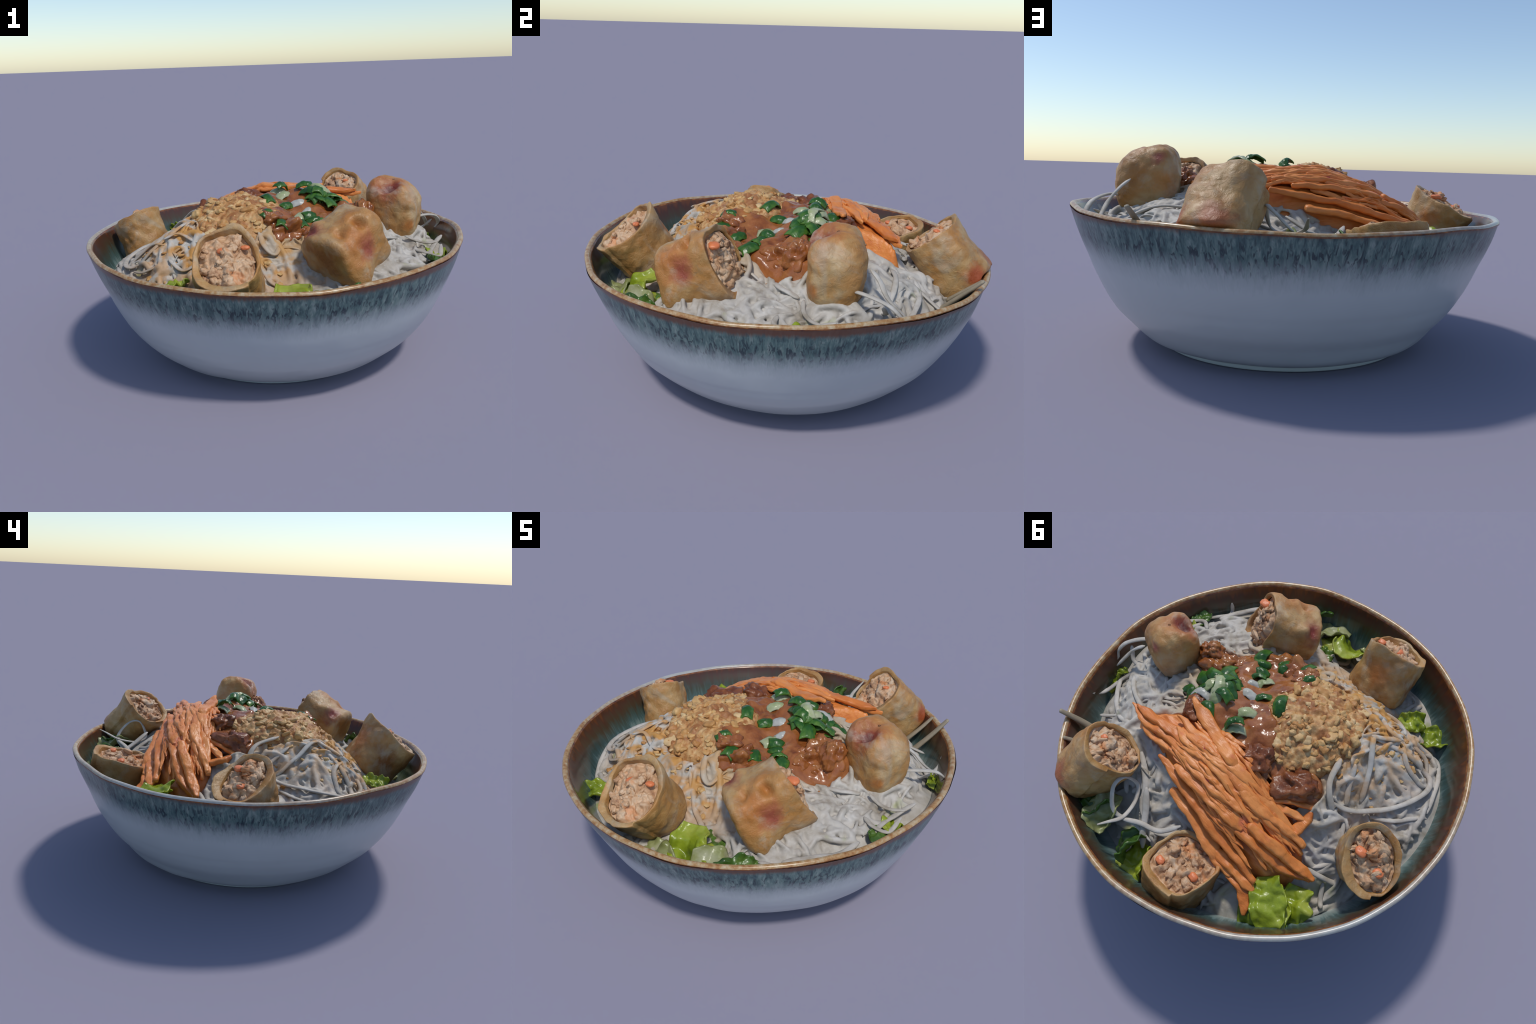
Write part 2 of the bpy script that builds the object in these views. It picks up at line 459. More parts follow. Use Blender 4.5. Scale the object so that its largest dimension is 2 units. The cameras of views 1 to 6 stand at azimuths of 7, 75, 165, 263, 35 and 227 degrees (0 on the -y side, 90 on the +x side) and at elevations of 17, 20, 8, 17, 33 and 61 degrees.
def meat_material():
    N = Nodes("glazed_meat", .3, .3)
    n = N.noise(N.obj, 12, 5, .6, .5)
    c = N.ramp(n, [(.28, (.08, .02, .008)), (.48, (.18, .055, .02)), (.64, (.28, .10, .038)), (.8, (.36, .17, .08))])
    N.bump(N.noise(N.obj, 40, 4), .35, .012)
    return N.base(c)

def peanut_material(single):
    N = Nodes("crushed_peanut" if single else "peanut_crumb_mass", .5, .35)
    n = N.noise(N.obj, 26 if not single else 40, 4, .6)
    c = N.ramp(n, [(.28, (.24, .085, .028)), (.42, (.42, .19, .06)), (.56, (.55, .315, .125)), (.72, (.62, .435, .215))])
    if single:
        r = N.ramp(N.random(), [(0, (.42, .19, .05)), (.35, (.58, .34, .12)), (.7, (.64, .44, .19)), (1, (.70, .54, .29))])
        c = N.mix(.6, c, r)
    else:
        s = N.ramp(N.noise(N.mapping(N.obj, (1, 1, 1), (7, 3, 1)), 9, 4, .6, .5), [(.48, 0.0), (.60, 1.0)])
        c = N.mix(N.math('MULTIPLY', s, .85), c, (.28, .10, .03))
    st = N.ramp(N.noise(N.mapping(N.obj, (1, 1, 1), (3, 6, 2)), 14, 3, .6, .4), [(.55, 0.0), (.68, 1.0)])
    c = N.mix(N.math('MULTIPLY', st, .55), c, (.36, .15, .05))
    N.bump(N.noise(N.obj, 70, 4), .4, .01)
    return N.base(c)

def carrot_material(single):
    N = Nodes("carrot_shred_flesh" if single else "carrot_heap_flesh", .42, .45)
    n = N.noise(N.mapping(N.obj, (.5, 1.3, 1.3)), 16, 4, .6, .4)
    c = N.ramp(n, [(.28, (.50, .12, .02)), (.46, (.66, .20, .038)), (.62, (.74, .26, .06)), (.8, (.78, .33, .10))])
    if single:
        c = N.mix(.35, c, N.ramp(N.random(), [(0, (.52, .13, .02)), (.5, (.68, .22, .045)), (1, (.80, .33, .10))]))
    pink = N.ramp(N.noise(N.mapping(N.obj, (1, 1, 1), (1, 5, 9)), 9, 2), [(.66, 0.0), (.75, 1.0)])
    c = N.mix(N.math('MULTIPLY', pink, .4), c, (.62, .10, .09))
    N.bump(N.noise(N.mapping(N.obj, (.4, 1.5, 1.5)), 45, 4), .3, .012)
    return N.base(c)

def leaf_material(name, dark, mid, light, vein=.5):
    N = Nodes(name, .3, .5)
    n = N.noise(N.obj, 7, 4, .6, .5)
    c = N.ramp(n, [(.3, dark), (.5, mid), (.7, light)])
    v = N.ramp(N.voronoi(N.obj, 16, "Distance"), [(0.0, 1.0), (.12, 0.0)])
    c = N.mix(N.math('MULTIPLY', v, vein * .4), c, light)
    N.bump(N.noise(N.obj, 22, 4), .35, .015)
    N.put(N.bsdf.inputs["Base Color"], c)
    tr = N.n.new("ShaderNodeBsdfTranslucent"); N.l.new(c, tr.inputs[0])
    mx = N.n.new("ShaderNodeMixShader"); mx.inputs[0].default_value = .18
    out = N.n["Material Output"]
    N.l.new(N.bsdf.outputs[0], mx.inputs[1]); N.l.new(tr.outputs[0], mx.inputs[2]); N.l.new(mx.outputs[0], out.inputs[0])
    return N.mat

def plain_material(name, a, b, scale=25, rough=.4):
    N = Nodes(name, rough, .45)
    N.bump(N.noise(N.obj, scale * 2, 4), .25, .01)
    return N.base(N.mix(N.noise(N.obj, scale, 4, .6), a, b))

M_OUT, M_IN, M_RIM, M_EDGE, M_FOOT = glaze_outside(), glaze_inside(), glaze_rim(), glaze_edge(), glaze_foot()
M_FILL = filling_material()
M_BED, M_NOODLE = noodle_material("noodle_mass_starch", True), noodle_material("noodle_starch", False)
M_SAUCE, M_MEAT = sauce_material(), meat_material()
M_PEANUT, M_PEANUT_MASS = peanut_material(True), peanut_material(False)
M_CARROT, M_CARROT_MASS = carrot_material(True), carrot_material(False)
M_LETTUCE = leaf_material("lettuce_green", (.14, .20, .012), (.30, .38, .022), (.46, .50, .09))
M_LETTUCE_PALE = leaf_material("lettuce_pale", (.20, .22, .05), (.36, .38, .16), (.50, .50, .33))
M_LETTUCE_DARK = leaf_material("lettuce_dark", (.03, .07, .012), (.07, .15, .02), (.16, .26, .05))
M_ONION_GREEN = leaf_material("spring_onion_green", (.010, .045, .006), (.030, .115, .014), (.15, .28, .04), .3)
M_ONION_PALE = leaf_material("spring_onion_pale", (.24, .32, .10), (.42, .46, .24), (.55, .56, .40), .2)
M_ONION_WHITE = leaf_material("spring_onion_white", (.42, .42, .34), (.54, .53, .47), (.62, .61, .56), .1)
M_CHILLI = plain_material("chilli_red", (.35, .02, .03), (.55, .06, .08), 40, .3)
M_BIT = plain_material("carrot_bit_flesh", (.62, .13, .04), (.80, .27, .10), 30, .4)
M_STEM = plain_material("dried_stem", (.20, .16, .10), (.38, .32, .23), 14, .55)

# ---------------------------------------------------------------- bowl
bowl = new_thing("bowl", (0, 0, 0), "round stoneware bowl, white body, dark teal glaze band, brown rim", "bowl")
TH = np.linspace(0, 2 * np.pi, 256, endpoint=False)

def loft_round(profile, n_between=4):
    pr = catmull([(r, z, 0) for r, z in profile], (len(profile) - 1) * n_between + 1)
    rows = [bowl_point(np.full_like(TH, r), np.full_like(TH, z), TH) for r, z, _ in pr]
    return np.stack(rows)

def bowl_part(name, profile, mat, parent, n_between=4, dent=0.0):
    g = loft_round(profile, n_between)
    if dent:
        d = fbm(g * 2.2, 5, 3) * dent
        g[..., 0] += d * np.cos(TH); g[..., 1] += d * np.sin(TH)
    return new_object(name, new_mesh(name, g.reshape(-1, 3), grid_faces(g.shape[0], g.shape[1], True)[:, ::-1], mat), parent)

def capped(name, profile, mat, parent, n_between=3):
    g = loft_round(profile, n_between)
    v = g.reshape(-1, 3); c = v[-256:].mean(0)
    q = grid_faces(g.shape[0], 256, True)[:, ::-1]
    i = np.arange(256); j = (i + 1) % 256; o = len(v) - 256
    return new_object(name, new_mesh(name, np.vstack([v, c]), [q, np.stack([o + i, o + j, np.full(256, len(v))], -1)[:, ::-1]], mat), parent)

LIP_OUT, LIP_IN = (1.0005, .622), (.968, .622)
bowl_part("outer_wall", OUTER, M_OUT, bowl, 4, .010)
inner = [(inner_radius(z) - .006 * (z < .58), z) for z in (.622, .60, .56, .52, .48, .43, .38, .33, .28, .22, .16)]
inner[0] = LIP_IN
capped("inner_wall", inner + [(.60, .11), (.35, .085), (.05, .08)], M_IN, bowl)
capped("foot_ring", [OUTER[0], (.595, .026), (.592, .010), (.588, .002), (.582, .0), (.560, .0), (.545, .004), (.535, .016), (.30, .018), (.05, .018)], M_FOOT, bowl, 3)
# the rounded lip: pale crest between two brown edges
bowl_part("rim_edge", [LIP_OUT, (1.0012, .625), (1.0012, .628)], M_EDGE, bowl, 3)
bowl_part("rim", [(1.0012, .628), (.9985, .634), (.9930, .638), (.9850, .638), (.9785, .6345), (.9745, .629)], M_RIM, bowl, 4)
bowl_part("rim_edge", [(.9745, .629), (.9710, .626), LIP_IN], M_EDGE, bowl, 3)

# ---------------------------------------------------------------- spring rolls
def unit(v):
    v = np.asarray(v, float); return v / np.linalg.norm(v)

def frame(axis, ref=(0, 0, 1)):
    w = unit(axis)
    r = np.asarray(ref, float)
    if abs(w @ unit(r)) > .95: r = np.array([1.0, 0, 0])
    u = unit(r - w * (w @ r))
    return u, np.cross(w, u), w

def push(verts, pushes):
    """Local dents and bulges: (centre, reach, shift vector)."""
    for c, rad, vec in pushes:
        d2 = ((verts - np.array(c)) ** 2).sum(-1)
        verts = verts + np.exp(-d2 / (rad * rad))[..., None] * np.array(vec)
    return verts

SEG = 144

def spring_roll(base, mouth, radii, square, seed, mat, label, lip=.022, depth=.03, rim_wave=(), pushes=(), bits=(), ref=(0, 0, 1), fill_rise=.0, facing=None):
    """A cut roll: wrapper shell from a closed base to an open mouth, with stuffing inside.
    radii = (u, v) half widths at the mouth, (u, v) at the base; rim_wave = (count, phase, height)."""
    base, mouth = np.array(base, float), np.array(mouth, float)
    u, v, w = frame(mouth - base, ref)
    L = np.linalg.norm(mouth - base)
    (mu, mv), (bu, bv) = radii
    th = np.linspace(0, 2 * np.pi, SEG, endpoint=False)
    k = (np.abs(np.cos(th)) ** square + np.abs(np.sin(th)) ** square) ** (-1 / square)
    wave = sum(h * np.cos(n * (th - ph)) for n, ph, h in rim_wave) if rim_wave else np.zeros(SEG)
    if facing is not None:                      # the cut is oblique: mouth plane at right angles to `facing`
        nn = unit(facing)
        wave = wave - (mu * k * np.cos(th) * (u @ nn) + mv * k * np.sin(th) * (v @ nn)) / (w @ nn)
    wave = wave + .012 * perlin(np.stack([np.cos(th) * 2, np.sin(th) * 2, np.full(SEG, seed * 1.7)], -1), seed)
    spiral = .014 * ((th / (2 * np.pi) + .13 * seed) % 1.0)
    rows = []
    prof = [(.02, .0), (.25, .0), (.5, .004), (.72, .012), (.86, .03), (.95, .06), (1, .10)] + [(1, t) for t in np.linspace(.13, .96, 30)] + [(.995, .985), (.985, .997), (.97, 1.0), (.955, .997)]
    for f, t in prof:
        ru, rv = bu + (mu - bu) * t, bv + (mv - bv) * t
        ru = ru * f + spiral * min(1, t * 3) * f; rv = rv * f + spiral * min(1, t * 3) * f
        h = L * t + wave * smooth01((t - .45) / .55)
        rows.append(base + u * (ru * k * np.cos(th))[:, None] + v * (rv * k * np.sin(th))[:, None] + w * np.broadcast_to(h, (SEG,))[:, None])
    # inside face of the wrapper
    for s in (.0, .15, .4, .7, 1.0):
        f = 1 - lip * (1 + .5 * np.sin(2 * th + seed)) / min(mu, mv) - .02 * s
        h = L - .002 - depth * 1.5 * s + wave * (1 - .4 * s)
        rows.append(base + u * (mu * f * k * np.cos(th))[:, None] + v * (mv * f * k * np.sin(th))[:, None] + w * h[:, None])
    g = np.stack(rows)
    c = base + w * L * .5
    out = g - c; out /= np.linalg.norm(out, axis=-1)[..., None]
    g = g + out * (fbm(g * 6.5 + seed * 3.1, seed, 3) * .020)[..., None] + out * (perlin(g * 28 + seed, seed + 9) * .006)[..., None]
    g = contain(push(g, pushes))
    vv = g.reshape(-1, 3); q = grid_faces(g.shape[0], SEG, True)
    i = np.arange(SEG)
    cap = np.stack([np.full(SEG, len(vv)), (i + 1) % SEG, i], -1)
    thing = new_thing("spring_roll", tuple(float(a) for a in base), label, "spring roll")
    new_object("wrapper", new_mesh("wrapper", np.vstack([vv, g[0].mean(0)]), [q, cap], mat), thing)
    # stuffing
    rr = np.linspace(0.03, 1, 44)
    rim = g[-3] - (base + w * L)
    rows = []
    for r in rr:
        flat = rim * r
        ax = (flat @ w)
        flat = flat - w * ax[:, None]
        lift = (ax * r - depth * (.35 + .65 * r ** 3) + fill_rise * (1 - r ** 2))
        rows.append(base + w * L + flat * .99 + w * lift[:, None])
    f = np.stack(rows)
    lump = fbm(f * 13 + seed * 5.3, seed + 3, 3)
    f = f + w * (np.abs(lump) * .060 - .020 + perlin(f * 42, seed) * .012)[..., None] * smooth01((1.03 - rr) / .15)[:, None, None]
    f = f + vnoise(f * 25, seed + 40) * .008
    vv = f.reshape(-1, 3); q = grid_faces(len(rr), SEG, True)[:, ::-1]
    cap = np.stack([np.full(SEG, len(vv)), i, (i + 1) % SEG], -1)[:, ::-1][:, ::-1]
    new_object("filling", new_mesh("filling", np.vstack([vv, f[0].mean(0)]), [q[:, ::-1], cap], M_FILL), thing)
    rg = random.Random(seed * 13)
    chunks = []
    for k in range(30):
        rr_, aa_ = math.sqrt(rg.random()) * .84, rg.uniform(0, 6.28)
        fi = f[int(rr_ * (len(rr) - 1)), int(aa_ / 6.2832 * SEG) % SEG]
        big = rg.uniform(.010, .026)
        lv, lf = lump_arrays((big * rg.uniform(.9, 1.6), big * rg.uniform(.5, .9), big * rg.uniform(.35, .6)), seed * 31 + k, 11, .6, 3.0)
        a1 = rg.uniform(0, 6.28)
        d1 = unit(u * math.cos(a1) + v * math.sin(a1) + w * rg.uniform(-.5, .5)); d2 = unit(np.cross(w, d1)); d3 = np.cross(d1, d2)
        chunks.append((fi - w * .003 + lv @ np.stack([d1, d2, d3]), lf))
    sv, sf = merge(chunks)
    sv = sv + vnoise(sv * 30, seed) * .008
    new_object("filling_chunks", new_mesh("filling_chunks", sv, sf, M_FILL), thing)["kind"] = "stuff"
    for a, b, size in bits:
        p = base + w * (L - depth * .6 + fill_rise * .6 - (0 if facing is None else (mu * a * (u @ unit(facing)) + mv * b * (v @ unit(facing))) / (w @ unit(facing)))) + u * mu * a + v * mv * b
        new_object("carrot_bit", lump_mesh("carrot_bit", (size, size * .8, size * .45), seed + int(100 * abs(a)), M_BIT, 12, .25), thing, tuple(p))
    return thing

def lump_arrays(half, seed, n=20, rough=.2, square=2.6):
    """Irregular rounded lump: superellipsoid with noise."""
    t = np.linspace(0, np.pi, n); a = np.linspace(0, 2 * np.pi, 2 * n, endpoint=False)
    ct, st = np.cos(t)[:, None], np.sin(t)[:, None]
    d = np.stack([st * np.cos(a), st * np.sin(a), np.broadcast_to(ct, (n, 2 * n))], -1)
    s = (np.abs(d) ** square).sum(-1) ** (-1 / square)
    p = d * s[..., None] * (1 + rough * fbm(d * 1.6 + seed * 2.7, seed, 3))[..., None]
    g = p * np.array(half)
    v = g[1:-1].reshape(-1, 3); m = (n - 2) * 2 * n
    i = np.arange(2 * n); j = (i + 1) % (2 * n); o = (n - 3) * 2 * n
    tri = np.concatenate([np.stack([np.full(2 * n, m), i, j], -1), np.stack([np.full(2 * n, m + 1), o + j, o + i], -1)])
    return np.vstack([v, g[0].mean(0), g[-1].mean(0)]), [grid_faces(n - 2, 2 * n, True)[:, ::-1], tri]

def lump_mesh(name, half, seed, mat, n=20, rough=.2, square=2.6):
    v, f = lump_arrays(half, seed, n, rough, square)
    return new_mesh(name, v, f, mat)

RED, BURNT, ORANGE = (.22, .03, .02), (.24, .085, .02), (.46, .17, .04)

# at +x: stubby closed end piece with a red hollow on top
def end_piece():
    c = np.array((.650, .028, .735))
    n = 90
    t = np.linspace(0, np.pi, n); a = np.linspace(0, 2 * np.pi, 2 * n, endpoint=False)
    d = np.stack([np.sin(t)[:, None] * np.cos(a), np.sin(t)[:, None] * np.sin(a), np.broadcast_to(np.cos(t)[:, None], (n, 2 * n))], -1)
    sq = 3.2
    s = (np.abs(d) ** sq).sum(-1) ** (-1 / sq)
    g = d * s[..., None] * np.array((.138, .122, .172))
    g[..., 2] -= g[..., 0] * .17 * smooth01((g[..., 2] + .05) / .2)
    g[..., :2] = g[..., :2] @ np.array([[math.cos(.32), -math.sin(.32)], [math.sin(.32), math.cos(.32)]])
    g = g + c
    out = (g - c) / np.linalg.norm(g - c, axis=-1)[..., None]
    g = g + out * (fbm(g * 7, 31, 3) * .018)[..., None] + out * (perlin(g * 30, 32) * .005)[..., None]
    g = push(g, [((.62, -.03, .89), .045, (0, .005, -.065)), ((.70, -.10, .76), .03, (0, .012, 0)), ((.785, .02, .82), .05, (.012, 0, .0))])
    v = g[1:-1].reshape(-1, 3); m = len(v); i = np.arange(2 * n); j = (i + 1) % (2 * n); o = (n - 3) * 2 * n
    tri = np.concatenate([np.stack([np.full(2 * n, m), i, j], -1), np.stack([np.full(2 * n, m + 1), o + j, o + i], -1)])
    mat = wrapper_material([((.62, -.03, .86), .16, ORANGE), ((.62, -.03, .86), .10, RED), ((.615, -.035, .845), .045, (.13, .010, .015)), ((.73, -.11, .68), .05, ORANGE), ((.62, .15, .86), .04, (.34, .08, .05))])
    thing = new_thing("spring_roll", tuple(c - (0, 0, .15)), "stubby fried spring roll end with red burnt hollow", "spring roll")
    new_object("wrapper", new_mesh("wrapper", np.vstack([v, g[0].mean(0), g[-1].mean(0)]), [grid_faces(n - 2, 2 * n, True), tri], mat), thing)
end_piece()

# towards +x -y: lies on its side, mouth turned to +x +y, greasy orange
spring_roll((.280, -.602, .615), (.468, -.392, .728), ((.150, .124), (.142, .142)), 3.0, 2,
            wrapper_material([((.42, -.60, .72), .14, ORANGE), ((.47, -.58, .70), .08, (.30, .07, .04)), ((.24, -.53, .74), .08, RED), ((.30, -.62, .66), .12, BURNT)], .08),
            "greasy orange fried spring roll lying on its side", lip=.012, depth=.012,
            pushes=[((.44, -.56, .79), .10, (.004, -.010, .018)), ((.47, -.60, .58), .075, (.02, -.060, -.03)), ((.385, -.41, .85), .05, (0, -.005, .016)), ((.25, -.50, .76), .04, (-.01, .0, .03)), ((.437, -.572, .812), .027, (-.02, .050, -.055)),
                    ((.362, -.620, .760), .032, (-.01, .060, -.035)), ((.24, -.53, .75), .022, (0.02, .01, -.04))],
            bits=[(.60, .52, .030)], fill_rise=.036, facing=(.50, .69, .52))

# towards -y: stands against the rim, wide mouth turned up and outward, peaked wrapper
spring_roll((-.140, -.640, .495), (-.128, -.803, .712), ((.155, .142), (.140, .155)), 2.3, 3,
            wrapper_material([((-.30, -.72, .62), .10, BURNT), ((-.16, -.60, .72), .09, ORANGE)]),
            "open fried spring roll with peaked wrapper and pink filling", lip=.014, depth=.018,
            rim_wave=[(2, .3, .012)], pushes=[((-.085, -.67, .82), .07, (.005, .01, .035)), ((-.24, -.87, .73), .06, (-.008, -.006, .012))],
            bits=[(.30, .12, .026), (.4, -.55, .020)], fill_rise=.022)

# towards -x: leans on the rim, mouth turned up and outward
spring_roll((-.708, .052, .462), (-.803, .118, .676), ((.150, .122), (.122, .130)), 2.2, 4,
            wrapper_material([((-.65, .20, .60), .08, ORANGE)]),
            "pale spring roll leaning outward with coarse pink filling", lip=.018, depth=.010, ref=(.70, -.62, .55),
            bits=[(.28, .42, .027), (-.35, -.15, .024)], fill_rise=.022)

# towards +y -x: stands upright beside the carrots
spring_roll((-.225, .765, .36), (-.222, .705, .605), ((.138, .146), (.130, .140)), 3.0, 5,
            wrapper_material([((-.33, .62, .55), .09, ORANGE), ((-.10, .80, .55), .06, BURNT)]),
            "upright spring roll with flat cut end", lip=.012, depth=.012,
            bits=[(-.62, .05, .022), (.5, .45, .022)], fill_rise=.006)

# towards +y +x: mouth turned up and inward, red blister outside
spring_roll((.485, .775, .520), (.366, .608, .758), ((.126, .128), (.136, .126)), 2.6, 6,
            wrapper_material([((.50, .86, .64), .10, RED), ((.52, .84, .58), .13, ORANGE), ((.60, .72, .62), .08, (.34, .07, .02))]),
            "fried spring roll tilted inward with red blister", lip=.012, depth=.008,
            pushes=[((.47, .83, .63), .06, (.0, .028, .0)), ((.58, .73, .60), .06, (.010, .012, 0)), ((.33, .68, .83), .07, (0, .005, .02)), ((.30, .58, .60), .06, (-.02, 0, 0))],
            bits=[(.35, -.3, .017)], fill_rise=.016)

# ---------------------------------------------------------------- salad
salad = new_thing("noodle_salad", (0, 0, .30), "heaped rice noodle salad with carrots, peanuts, satay sauce, spring onion", "noodle salad")

def in_sauce(x, y):
    return smooth01((sauce_mask(x, y) - .55) / .45)

def in_peanut(x, y):
    x = np.asarray(x, float); y = np.asarray(y, float)
    ragged = .30 * fbm(np.stack([x * 11, y * 11, x * 0 + 2], -1), 77, 2).reshape(x.shape)
    return smooth01((peanut_mask(x, y) + ragged - .52) / .40)

def in_carrot(x, y):
    return smooth01((carrot_mask(x, y) + .01) / .06)

def bed_base(x, y):
    cover = np.maximum(np.maximum(in_sauce(x, y), in_peanut(x, y)), in_carrot(x, y))
    return BED(x, y) - .012 - .030 * cover

# bed: polar height field out to the inner wall, closed underneath
ta = np.linspace(0, 2 * np.pi, 360, endpoint=False)
edge = np.full_like(ta, .85)
for _ in range(30):
    zed = np.clip(BED(edge * np.cos(ta), edge * np.sin(ta)), .36, .56)
    edge = .5 * edge + .5 * inner_radius(zed)
rs = np.linspace(.01, 1, 150)
X = rs[:, None] * (edge + .012) * np.cos(ta); Y = rs[:, None] * (edge + .012) * np.sin(ta)
Zb = bed_base(X, Y) + .026 * fbm(np.stack([X * 8, Y * 8, X * 0], -1), 3, 3) * smooth01((1 - rs) / .1)[:, None]
top = np.stack([X, Y, np.maximum(Zb, .36)], -1)
low = contain(np.stack([X * .80, Y * .80, np.full_like(X, .30)], -1), .02)
top = contain(top, -.010)
parts = []
gt = np.concatenate([top, low[::-1]]).reshape(-1, 3)
n2 = len(rs) * 2; m = len(gt); i = np.arange(360); j = (i + 1) % 360
parts.append((np.vstack([gt, top[0].mean(0), low[0].mean(0)]), [grid_faces(n2, 360, True), np.concatenate([np.stack([np.full(360, m), j, i], -1)[:, ::-1][:, ::-1], np.stack([np.full(360, m + 1), (n2 - 1) * 360 + i, (n2 - 1) * 360 + j], -1)])]))

ROLLS_XY = [(.65, .02, .15), (.38, -.48, .17), (-.15, -.70, .17), (-.72, .105, .15), (-.23, .72, .17), (.43, .70, .16)]

def strand(rng, x, y, length, wander):
    """Walks over the bed with a slowly turning heading."""
    n = max(8, int(length / .025))
    a = rng.uniform(0, 2 * math.pi); turn = rng.uniform(-1, 1) * wander
    pts = []
    for k in range(n):
        pts.append((x, y))
        x += .025 * math.cos(a); y += .025 * math.sin(a)
        a += turn * .025 + rng.uniform(-1, 1) * .16
        turn += rng.uniform(-1, 1) * .8
        rad = math.hypot(x, y)
        if rad > .84:  # turn back at the wall
            a += .5 * (1 if (x * math.sin(a) - y * math.cos(a)) < 0 else -1)
    return np.array(pts)

def free_for_noodles(x, y, slack=0.0):
    if math.hypot(x, y) > .86: return False
    if sauce_mask(x, y) > .62 + slack or peanut_mask(x, y) > .55 + slack or carrot_mask(x, y) > .0: return False
    return True

def noodle_prob(x, y):
    """Noodles heap in the +x half and the -x-y quarter; greens show near the rim elsewhere."""
    r = math.hypot(x, y); a = math.degrees(math.atan2(y, x)) % 360
    p = 1.0
    if r > .72 and 95 < a < 185: p = .12
    if r > .66 and 268 < a < 312: p = .25
    if r > .70 and 40 < a < 100: p = .35
    return p

rng = random.Random(7)
mass = []
while len(mass) < 760:
    x, y = rng.uniform(-.88, .88), rng.uniform(-.88, .88)
    if not free_for_noodles(x, y) or rng.random() > noodle_prob(x, y): continue
    xy = strand(rng, x, y, rng.uniform(.15, .5), 6)
    keep = 0
    while keep < len(xy) and free_for_noodles(xy[keep, 0], xy[keep, 1], .2): keep += 1
    if keep < 5: continue
    xy = xy[:keep]
    lift = rng.uniform(-.010, .016) + .016 * np.sin(np.linspace(0, rng.uniform(2, 9), keep) + rng.uniform(0, 6))
    p = np.column_stack([xy, bed_base(xy[:, 0], xy[:, 1]) + lift])
    n = keep * 2
    p = catmull(p, n)
    w = rng.choice([rng.uniform(.006, .010), rng.uniform(.010, .018)]) * np.interp(np.linspace(0, 1, n), [0, .06, .94, 1], [.5, 1, 1, .5])
    sv, sf = sweep(p, w, w * rng.uniform(.7, 1.1), 8)
    mass.append((contain(sv), sf))
v, f = merge(parts + mass)
new_object("noodle_mass", remeshed("noodle_mass", v, f, .0062, M_BED, 2), salad)["kind"] = "stuff"

# strands that can be followed one by one
def noodle(points, w=.014, lift=.012, taper=(.4, .4), flat=.5, absolute=False):
    p = np.array(points, float)
    if not absolute:
        if p.shape[1] == 2: p = np.column_stack([p, np.zeros(len(p))])
        p[:, 2] += np.maximum(BED(p[:, 0], p[:, 1]), .40) + lift
    w *= .80
    n = max(14, int(np.linalg.norm(np.diff(p, axis=0), axis=1).sum() / .012))
    p = catmull(p, n)
    p = p + vnoise(p * 9, len(bpy.data.objects)) * .008
    prof = w * np.interp(np.linspace(0, 1, n), [0, .1, .9, 1], [taper[0], 1, 1, taper[1]]) * (1 + .25 * perlin(p * 14, 5))
    v, f = sweep(p, prof, prof * flat, 10)
    v = contain(v)
    return new_object("noodle", new_mesh("noodle", v, f, M_NOODLE), nest)

nest = new_object("noodle_nest", None, salad, (0, 0, .45))
nest.empty_display_size = .03
# -x -y quarter: big loop, spiked knot, trailing edge strands
noodle([(-.49, .06, .01), (-.55, .01, .02), (-.617, -.08, .03), (-.695, -.21, .02), (-.723, -.34, .015), (-.697, -.42, .015), (-.642, -.437, .01), (-.543, -.396, .005), (-.44, -.33, .0), (-.40, -.29, .0)], .017)
noodle([(-.40, -.30, 0), (-.45, -.35, .01), (-.50, -.42, .03)], .016, taper=(.7, .2))
noodle([(-.50, -.42, .03), (-.43, -.40, .01), (-.34, -.44, 0), (-.28, -.44, 0)], .014, taper=(.3, .7))
noodle([(-.50, -.42, .0), (-.58, -.36, .01), (-.66, -.36, .0), (-.70, -.38, 0)], .016)
noodle([(-.56, -.55, 0), (-.63, -.58, .01), (-.70, -.50, 0), (-.75, -.40, 0), (-.79, -.30, 0)], .016)
noodle([(-.40, -.32, 0), (-.44, -.26, .01), (-.51, -.17, .015), (-.56, -.07, .01)], .017)
noodle([(-.44, -.15, .0), (-.485, -.07, .01), (-.53, .0, .0)], .016)
noodle([(-.39, -.10, .0), (-.42, -.01, .02), (-.46, .04, .02), (-.52, .07, 0)], .018)
noodle([(-.626, -.07, 0), (-.72, -.15, .01), (-.78, -.25, 0)], .015)
noodle([(-.52, -.50, 0), (-.60, -.50, .02), (-.66, -.45, .0)], .014)
noodle([(-.08, -.46, 0), (.02, -.56, .0), (.08, -.60, .01), (.20, -.68, .02), (.30, -.76, .01)], .018)
noodle([(.20, -.60, 0), (.12, -.71, .02), (.22, -.81, .02), (.35, -.84, .0)], .015)
noodle([(-.03, -.40, 0), (.0, -.46, .02), (.05, -.48, .02), (.07, -.42, .0), (.03, -.38, 0)], .018)
noodle([(-.46, -.50, 0), (-.38, -.55, .02), (-.30, -.52, .0)], .016)
# +y side: wiry ring in front of the inward-tilted roll
noodle([(.153, .876, .655), (.134, .774, .605), (.177, .667, .575), (.224, .615, .60), (.252, .65, .68), (.245, .724, .67), (.177, .776, .60), (.085, .738, .56), (-.02, .738, .53)], .013, absolute=True)
noodle([(.134, .774, .60), (.06, .72, .575), (-.02, .68, .57), (-.08, .60, .60)], .016, absolute=True)
noodle([(.16, .60, .64), (.10, .66, .60), (.05, .72, .56), (.0, .78, .50)], .020, absolute=True)
noodle([(.34, .50, 0), (.21, .58, .0), (.14, .66, 0), (.05, .70, 0)], .022)
noodle([(.02, .57, 0), (-.08, .58, .01), (-.04, .66, .02), (.03, .70, 0)], .014)
noodle([(.06, .70, .0), (-.02, .74, .01), (-.10, .78, .0)], .014)
